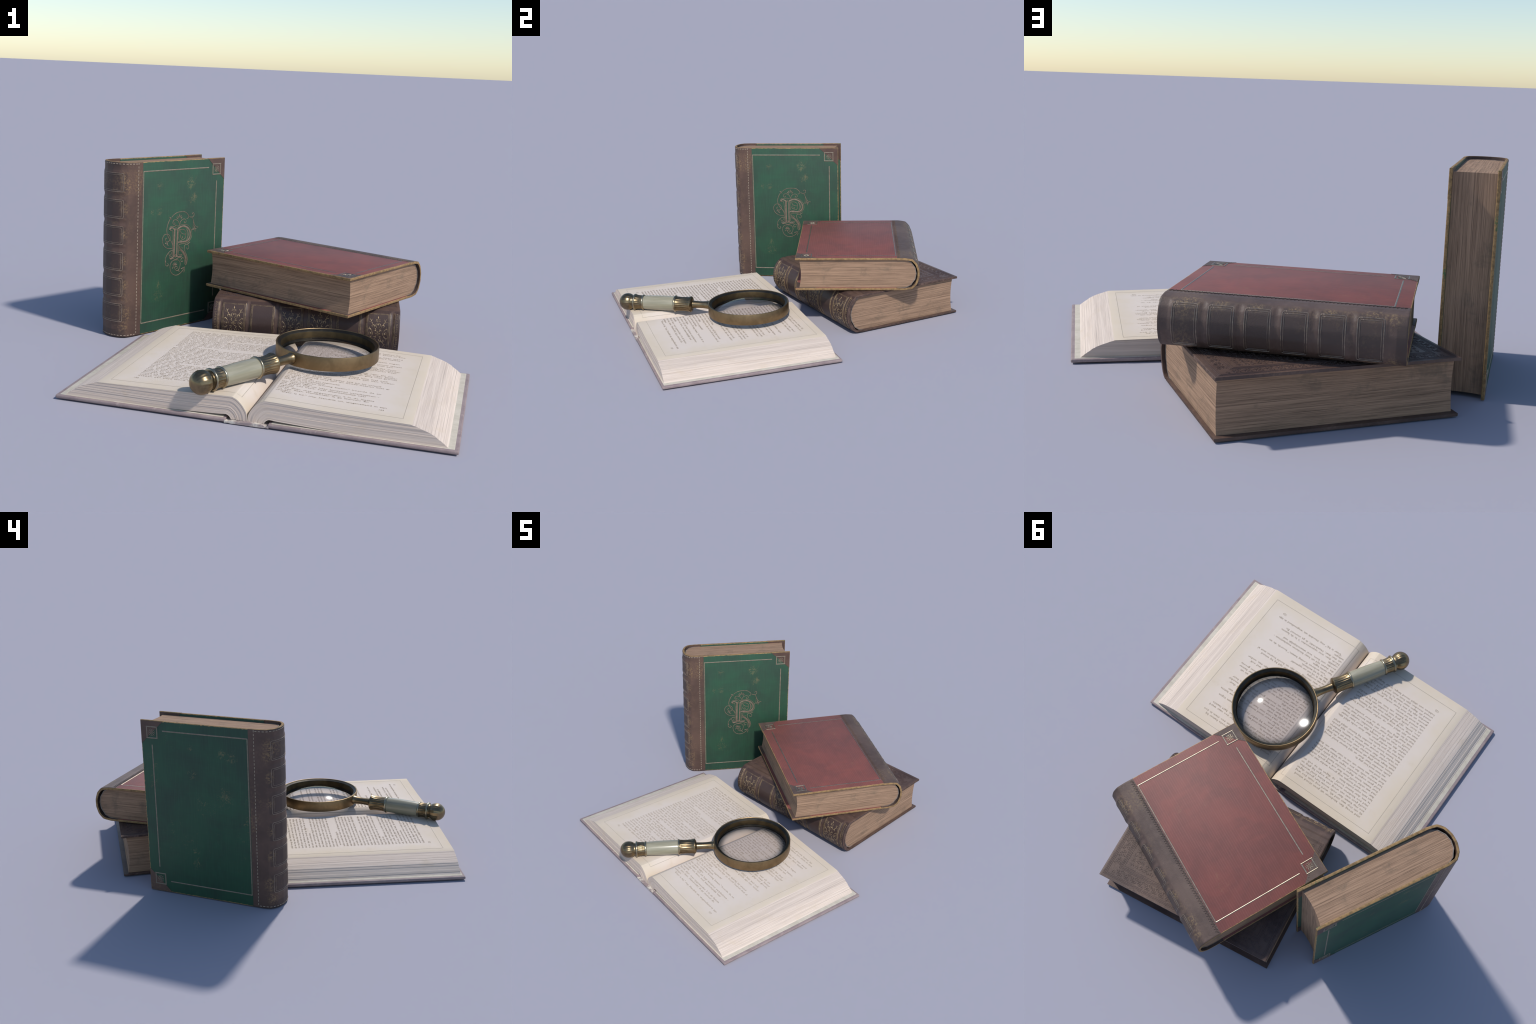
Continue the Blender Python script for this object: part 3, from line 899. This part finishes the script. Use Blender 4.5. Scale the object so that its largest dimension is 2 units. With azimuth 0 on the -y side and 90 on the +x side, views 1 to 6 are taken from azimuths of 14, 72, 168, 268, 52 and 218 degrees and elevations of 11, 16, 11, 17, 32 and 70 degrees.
def compose_page(rows, full, rnd, short_rows):
    lines = []
    for k in range(rows):
        if k in short_rows:
            lines.append(("   " if short_rows[k] < 0 else "") + " ".join(rnd.choice(WORDS) for _ in range(abs(short_rows[k]))) + ".")
            continue
        s = ""
        while len(s) < full:
            s += (" " if s else "") + rnd.choice(WORDS)
            if rnd.random() < 0.09:
                s += rnd.choice((",", ",", ";", "."))
        lines.append(s)
    return lines

def print_page(name, parent, mat, lines, x0, x1, y_top, pitch, size, full, number, number_x):
    """set the lines as type lying on the curved page"""
    jobs = []
    for k, s in enumerate(lines):
        jobs.append((s, x0, y_top - pitch * k, x1 - x0 if len(s) >= full * 0.86 else None))
    jobs.append((number, number_x, y_top - pitch * (len(lines) - 1) - 0.031, None))
    made = []
    for s, x, y, w in jobs:
        cu = bpy.data.curves.new("type_line", "FONT")
        cu.body, cu.size, cu.resolution_u = s, size, 1
        cu.offset, cu.space_word = 0.0, 1.35
        ob = bpy.data.objects.new("type_line", cu)
        bpy.context.scene.collection.objects.link(ob)
        made.append((ob, cu))
    dg = bpy.context.evaluated_depsgraph_get()
    V, F = [], []
    for (ob, cu), (s, x, y, w) in zip(made, jobs):
        me = ob.evaluated_get(dg).to_mesh()
        n = len(me.vertices)
        co = np.empty(n * 3)
        me.vertices.foreach_get("co", co)
        co = co.reshape(-1, 3)
        sx = min(1.25, w / co[:, 0].max()) if w else 0.93
        base = len(V)
        for c in co:
            px = x + c[0] * sx
            V.append((px, y + c[1], page_height(px - GUTTER_X) + 0.0007))
        F += [tuple(base + i for i in p.vertices) for p in me.polygons]
        ob.evaluated_get(dg).to_mesh_clear()
    for ob, cu in made:
        bpy.data.objects.remove(ob)
        bpy.data.curves.remove(cu)
    me = bpy.data.meshes.new(name)
    me.from_pydata(V, [], F)
    me.materials.append(mat)
    ob = bpy.data.objects.new(name, me)
    bpy.context.scene.collection.objects.link(ob)
    ob.parent = parent
    ob["kind"] = "stuff"
    return ob

def build_open_book():
    thing = add_thing("open_book", "open old book with cream printed pages and mauve cover", "book", Matrix.Identity(4))
    rnd = random.Random(11)
    # materials
    m = Nodes("aged_page_paper")
    x, y, z = m.xyz
    d = m.math("ABSOLUTE", m.math("SUBTRACT", x, GUTTER_X))
    edge = m.math("MINIMUM", m.math("SUBTRACT", 0.66, d), m.math("MINIMUM", m.math("SUBTRACT", y, PAGE_Y0), m.math("SUBTRACT", PAGE_Y1, y)))
    edge = m.math("ADD", edge, m.math("MULTIPLY", m.math("SUBTRACT", m.noise(6, None, 5, 0.6), 0.5), 0.22))
    col = m.mix(m.step(edge, 0.16, 0.0), srgb(217, 203, 190), srgb(213, 197, 176))
    col = m.mix(m.math("MULTIPLY", m.step(m.noise(9, None, 6, 0.65), 0.55, 0.8), 0.5), col, srgb(202, 184, 158))
    paper = m.finish(col, 0.9, m.noise(180, None, 3, 0.6), 0.08, 0.001, Specular_IOR_Level=0.15)
    edges = page_edge_material("pale_page_edges", srgb(222, 205, 190), srgb(190, 173, 160), srgb(206, 187, 166), leaf=True, freq=1.0, strength=0.42, run=0.4)
    m = Nodes("mauve_cover_cloth")
    col = m.mix(m.step(m.noise(12, None, 6, 0.65), 0.3, 0.7), srgb(138, 121, 121), srgb(157, 140, 137))
    col = m.mix(m.math("MULTIPLY", m.step(m.noise(1.0, m.scaled(40, 12, 40), 5, 0.7), 0.55, 0.7), 0.5), col, srgb(184, 166, 158))
    cover = m.finish(col, 0.7, m.noise(300, None, 3, 0.6), 0.3, 0.001, Specular_IOR_Level=0.25)
    m = Nodes("scuffed_cover_joint")
    col = m.mix(m.step(m.noise(14, None, 5, 0.65), 0.45, 0.58), srgb(150, 134, 132), srgb(208, 200, 188))
    scuffed = m.finish(col, 0.75, m.noise(90, None, 4, 0.6), 0.3, 0.002)
    m = Nodes("endpaper")
    col = m.mix(m.step(m.noise(25, None, 5, 0.6), 0.35, 0.65), srgb(192, 182, 165), srgb(204, 194, 178))
    col = m.mix(m.step(m.noise(5, None, 5, 0.6), 0.62, 0.72), col, srgb(176, 152, 138))
    endpaper = m.finish(col, 0.85, Specular_IOR_Level=0.15)
    ink = plain_material("brown_printing_ink", srgb(170, 153, 131), srgb(146, 129, 107), 60, 0.9)
    rule_ink = plain_material("faint_rule_ink", srgb(178, 166, 150), srgb(160, 148, 132), 30, 0.9)
    # boards, joints, endpapers
    for side in (-1, 1):
        a, b = sorted((GUTTER_X + side * 0.088, GUTTER_X + side * 0.8350))
        rounded_box("cover_board", (a, -0.9590, 0.0025), (b, 0.0295, 0.0185), 0.0055, cover, thing, seg=3)
        a, b = sorted((GUTTER_X + side * 0.10, GUTTER_X + side * 0.8185))
        rounded_box("endpaper", (a, -0.9475, 0.0170), (b, 0.0195, 0.0195), 0.0012, endpaper, thing)
    V, F = [], []
    n, k = 60, 25
    for j in range(n + 1):
        y = -0.9590 + 0.9865 * j / n
        for i in range(k):
            u = -0.092 + 0.184 * i / (k - 1)
            g = math.exp(-((abs(u) - 0.080) / 0.006) ** 2)
            w = 0.0015 * math.sin(j * 0.7 + u * 40) + rnd.uniform(-0.0006, 0.0006)
            V.append((GUTTER_X + u, y, 0.0115 - 0.0055 * g + w * (1 - g)))
    top = len(V)
    for j in (0, n):
        y = -0.9590 + 0.9865 * j / n
        for i in range(k):
            u = -0.092 + 0.184 * i / (k - 1)
            g = math.exp(-((abs(u) - 0.080) / 0.006) ** 2)
            V.append((GUTTER_X + u, y, 0.0004 + 0.0025 * g))
    for j in range(n):
        for i in range(k - 1):
            a = j * k + i
            F.append((a, a + 1, a + k + 1, a + k))
    for i in range(k - 1):
        F += [(top + i, top + k + i, top + k + i + 1, top + i + 1), (i, top + i, top + i + 1, i + 1),
              (n * k + i, n * k + i + 1, top + k + i + 1, top + k + i)]
    for i in (0, k - 1):
        F.append(tuple(j * k + i for j in range(n + 1)) + (top + k + i, top + i))
    add_mesh("cover_spine", V, F, scuffed, thing, sharp=50)
    # leaves
    for side in (-1, 1):
        cuts = [0.0]
        while cuts[-1] < 0.955:
            cuts.append(min(0.985, cuts[-1] + rnd.uniform(0.028, 0.060)))
        cuts[-1] = 0.985
        build_leaves("page_block", thing, side, cuts, edges, rnd, 0.0022)
        build_leaves("open_page", thing, side, [0.985, 1.0], paper, rnd, 0.0005)
        # ruled frame round the type area
        rb = Ribbons(lambda u, v, h: (u, v, page_height(u - GUTTER_X) + 0.0004 + max(0.0, h) * 0.4))
        xa, xb = sorted((GUTTER_X + side * 0.6115, GUTTER_X + side * 0.040))
        rb.rect(xa, -0.891, xb, -0.034, 0.0016, 0.0005, step=0.01)
        rb.build("ruled_frame", rule_ink, thing)
    left = compose_page(39, 45, random.Random(5), {6: 5, 13: 3, 14: -6, 21: 6, 27: 4, 33: 5})
    right = compose_page(39, 46, random.Random(6), {2: 6, 5: 3, 6: 5, 8: 3, 11: 5, 15: 4, 16: 7, 20: 3, 24: 6, 23: 2})
    for k, s in CLEAR_LINES.items():
        right[38 - k] = s
    print_page("printed_text", thing, ink, left, -0.404, 0.032, -0.0845, 0.0191, 0.0175, 45, "122", -0.412)
    print_page("printed_text", thing, ink, right, 0.196, 0.658, -0.0845, 0.0191, 0.0175, 44, "123", 0.628)

# ------------------------------------------------------------------ magnifying glass
def lathe(name, profile, mat, parent, seg=48, flutes=0, depth=0.0, sharp=40):
    """turned piece: profile of (distance along the handle, radius), optional fluting"""
    V, F = [], []
    n = len(profile)
    for k in range(seg):
        a = 2 * math.pi * k / seg
        for s, r, *fl in profile:
            amp = fl[0] if fl else 0.0
            rr = r * (1 - depth * amp * (0.5 + 0.5 * math.cos(flutes * a))) if flutes else r
            V.append((s, rr * math.cos(a), rr * math.sin(a)))
    for k in range(seg):
        j = (k + 1) % seg
        for i in range(n - 1):
            F.append((k * n + i, k * n + i + 1, j * n + i + 1, j * n + i))
    for i in (0, n - 1):
        if profile[i][1] > 1e-6:
            F.append(tuple(k * n + i for k in range(seg)))
    return add_mesh(name, V, F, mat, parent, sharp=sharp)

def torus_profile(s, r, t, n=10):
    return [(s + t * math.cos(math.pi - math.pi * k / n) , r - t + t * math.sin(math.pi * k / n) + 0.0) for k in range(n + 1)]

def ring_lathe(name, profile, mat, parent, seg=160, inner={}):
    """closed section of (radius, height) turned about the upright axis"""
    V, F, FM = [], [], []
    n = len(profile)
    for k in range(seg):
        a = 2 * math.pi * k / seg
        V += [(r * math.cos(a), r * math.sin(a), z) for r, z in profile]
    for k in range(seg):
        j = (k + 1) % seg
        for i in range(n):
            F.append((k * n + i, k * n + (i + 1) % n, j * n + (i + 1) % n, j * n + i))
            FM.append(inner.get(i, 0))
    return add_mesh(name, V, F, mat, parent, FM, sharp=30)

def build_magnifier():
    x = Vector((-0.51895, -0.85477, -0.0075)).normalized()
    y = Vector((0, 0, 1)).cross(x).normalized()
    thing = add_thing("magnifying_glass", "brass magnifying glass with pale ivory handle", "magnifying glass",
                      frame((0.3177, -0.3027, 0.1585), x, y, x.cross(y)))
    def brass_material(name, bright, dull, dark, rough):
        m = Nodes(name)
        tone = m.step(m.noise(14, None, 6, 0.65, 0.4), 0.35, 0.68)
        col = m.mix(tone, dull, bright)
        col = m.mix(m.math("MULTIPLY", m.step(m.noise(5, None, 5, 0.6), 0.56, 0.74), 0.5), col, dark)
        pits = m.step(m.noise(130, None, 3, 0.6), 0.70, 0.78)
        col = m.mix(m.math("MULTIPLY", pits, 0.6), col, dark)
        r = m.math("ADD", rough, m.math("MULTIPLY", m.noise(60, None, 5, 0.7), 0.22))
        return m.finish(col, r, m.noise(220, None, 3, 0.6), 0.06, 0.001, Metallic=1.0)
    brass = brass_material("antique_brass", srgb(146, 127, 98), srgb(118, 103, 79), srgb(68, 63, 56), 0.22)
    ring_brass = brass_material("satin_ring_brass", srgb(144, 122, 92), srgb(126, 107, 80), srgb(82, 74, 62), 0.36)
    steel = brass_material("rubbed_bright_brass", srgb(176, 166, 144), srgb(150, 138, 114), srgb(100, 92, 80), 0.2)
    shaded_brass = brass_material("shaded_inner_brass", srgb(76, 71, 62), srgb(56, 54, 51), srgb(34, 36, 40), 0.40)  # ring brass darkened in colour, standing in for shade and dark reflections inside
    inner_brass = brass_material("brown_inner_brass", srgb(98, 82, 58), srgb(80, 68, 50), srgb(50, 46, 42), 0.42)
    m = Nodes("old_ivory_grip")
    col = m.mix(m.step(m.noise(1.0, m.scaled(5, 60, 60), 5, 0.6), 0.35, 0.65), srgb(140, 135, 113), srgb(153, 147, 126))
    col = m.mix(m.math("MULTIPLY", m.step(m.noise(120, None, 4, 0.7), 0.68, 0.74), 0.6), col, srgb(134, 122, 92))
    ivory = m.finish(col, 0.28, m.noise(90, None, 3, 0.6), 0.05, 0.001, Coat_Weight=0.3)
    # lens: clear with a grey cast, vignette towards its rim painted into the tint
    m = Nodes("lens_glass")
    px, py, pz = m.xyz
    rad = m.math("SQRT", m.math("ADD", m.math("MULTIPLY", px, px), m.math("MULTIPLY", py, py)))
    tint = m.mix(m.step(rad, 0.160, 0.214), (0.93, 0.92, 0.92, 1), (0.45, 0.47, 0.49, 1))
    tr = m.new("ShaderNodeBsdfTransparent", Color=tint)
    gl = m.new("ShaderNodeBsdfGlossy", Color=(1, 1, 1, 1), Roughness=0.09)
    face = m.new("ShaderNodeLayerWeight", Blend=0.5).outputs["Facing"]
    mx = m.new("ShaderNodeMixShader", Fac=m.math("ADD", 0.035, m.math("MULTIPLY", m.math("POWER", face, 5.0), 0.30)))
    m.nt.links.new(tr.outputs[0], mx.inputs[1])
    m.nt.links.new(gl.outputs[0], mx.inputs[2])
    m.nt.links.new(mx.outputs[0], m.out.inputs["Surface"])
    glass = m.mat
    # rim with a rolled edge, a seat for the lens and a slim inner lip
    R, H = 0.2360, 0.0316
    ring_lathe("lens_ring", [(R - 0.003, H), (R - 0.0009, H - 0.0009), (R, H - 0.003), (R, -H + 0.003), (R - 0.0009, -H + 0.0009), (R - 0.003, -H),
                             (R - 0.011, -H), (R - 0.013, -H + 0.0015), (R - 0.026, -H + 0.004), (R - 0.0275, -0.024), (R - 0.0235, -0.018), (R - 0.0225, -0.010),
                             (R - 0.0215, H - 0.012), (R - 0.0205, H - 0.0095), (R - 0.0185, H - 0.0080), (R - 0.0090, H - 0.0045), (R - 0.0065, H - 0.0025), (R - 0.0048, H - 0.0004)], [ring_brass, shaded_brass, inner_brass], thing, inner={**{i: 1 for i in range(6, 16)}, 11: 2})
    edge, rl, zc = 0.2125, 0.2125, -0.0200
    V, F = [], []
    nr, seg = 16, 96
    for rho, sgn in ((0.42, 1), (0.74, -1)):
        base = len(V)
        V.append((0, 0, zc + sgn * (0.001 + rho - math.sqrt(rho * rho - rl * rl))))
        for i in range(1, nr + 1):
            r = rl * i / nr
            z = zc + sgn * (0.001 + math.sqrt(rho * rho - r * r) - math.sqrt(rho * rho - rl * rl))
            V += [(r * math.cos(2 * math.pi * k / seg), r * math.sin(2 * math.pi * k / seg), z) for k in range(seg)]
        for k in range(seg):
            j = (k + 1) % seg
            F.append((base, base + 1 + k, base + 1 + j))
            for i in range(nr - 1):
                a = base + 1 + i * seg
                F.append((a + k, a + seg + k, a + seg + j, a + j))
    o1 = 1 + (nr - 1) * seg
    o2 = (1 + nr * seg) + 1 + (nr - 1) * seg
    for k in range(seg):
        j = (k + 1) % seg
        F.append((o1 + k, o2 + k, o2 + j, o1 + j))
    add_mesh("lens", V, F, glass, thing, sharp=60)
    # handle, from the ring outwards
    lathe("handle_neck", [(0.2320, 0.026), (0.2400, 0.0262), (0.2425, 0.0250), (0.255, 0.0228), (0.280, 0.0208), (0.300, 0.0205), (0.325, 0.0215), (0.350, 0.0235)], brass, thing)
    lathe("fluted_ferrule", [(0.3410, 0.0), (0.3410, 0.0250), (0.3430, 0.0330), (0.3490, 0.0440), (0.3520, 0.0468), (0.3565, 0.0468), (0.3620, 0.0450, 0.4), (0.378, 0.0425, 1.0),
                             (0.400, 0.0412, 1.0), (0.420, 0.0418, 1.0), (0.436, 0.0435, 0.5), (0.444, 0.0445), (0.450, 0.0445)], brass, thing, 120, 22, 0.05)
    lathe("collar", torus_profile(0.4500, 0.0495, 0.0062), steel, thing)
    lathe("ivory_grip", [(0.4500, 0.0425), (0.4580, 0.0432), (0.490, 0.0442), (0.530, 0.0446), (0.570, 0.0440), (0.610, 0.0428), (0.6430, 0.0412), (0.6500, 0.0405)], ivory, thing, 64)
    lathe("collar", torus_profile(0.6520, 0.0462, 0.0060), steel, thing)
    lathe("fluted_ferrule", [(0.6520, 0.0410), (0.6600, 0.0420, 0.3), (0.670, 0.0415, 1.0), (0.685, 0.0420, 1.0), (0.697, 0.0440, 0.4), (0.704, 0.0445)], brass, thing, 120, 22, 0.05)
    lathe("collar", torus_profile(0.7060, 0.0492, 0.0064), steel, thing)
    ball = [(0.7060, 0.040), (0.7150, 0.0385)]
    for k in range(15):
        a = math.radians(132 - 132 * k / 14)
        ball.append((0.7545 + 0.0510 * math.cos(a), 0.0512 * math.sin(a), 0.55 * math.sin(a) ** 2))
    ball[-1] = (0.8055, 0.0)
    lathe("ball_pommel", ball, brass, thing, 120, 20, 0.035, 60)

green_mats = build_green_book()
build_red_book(green_mats)
build_brown_book(green_mats)
build_open_book()
build_magnifier()
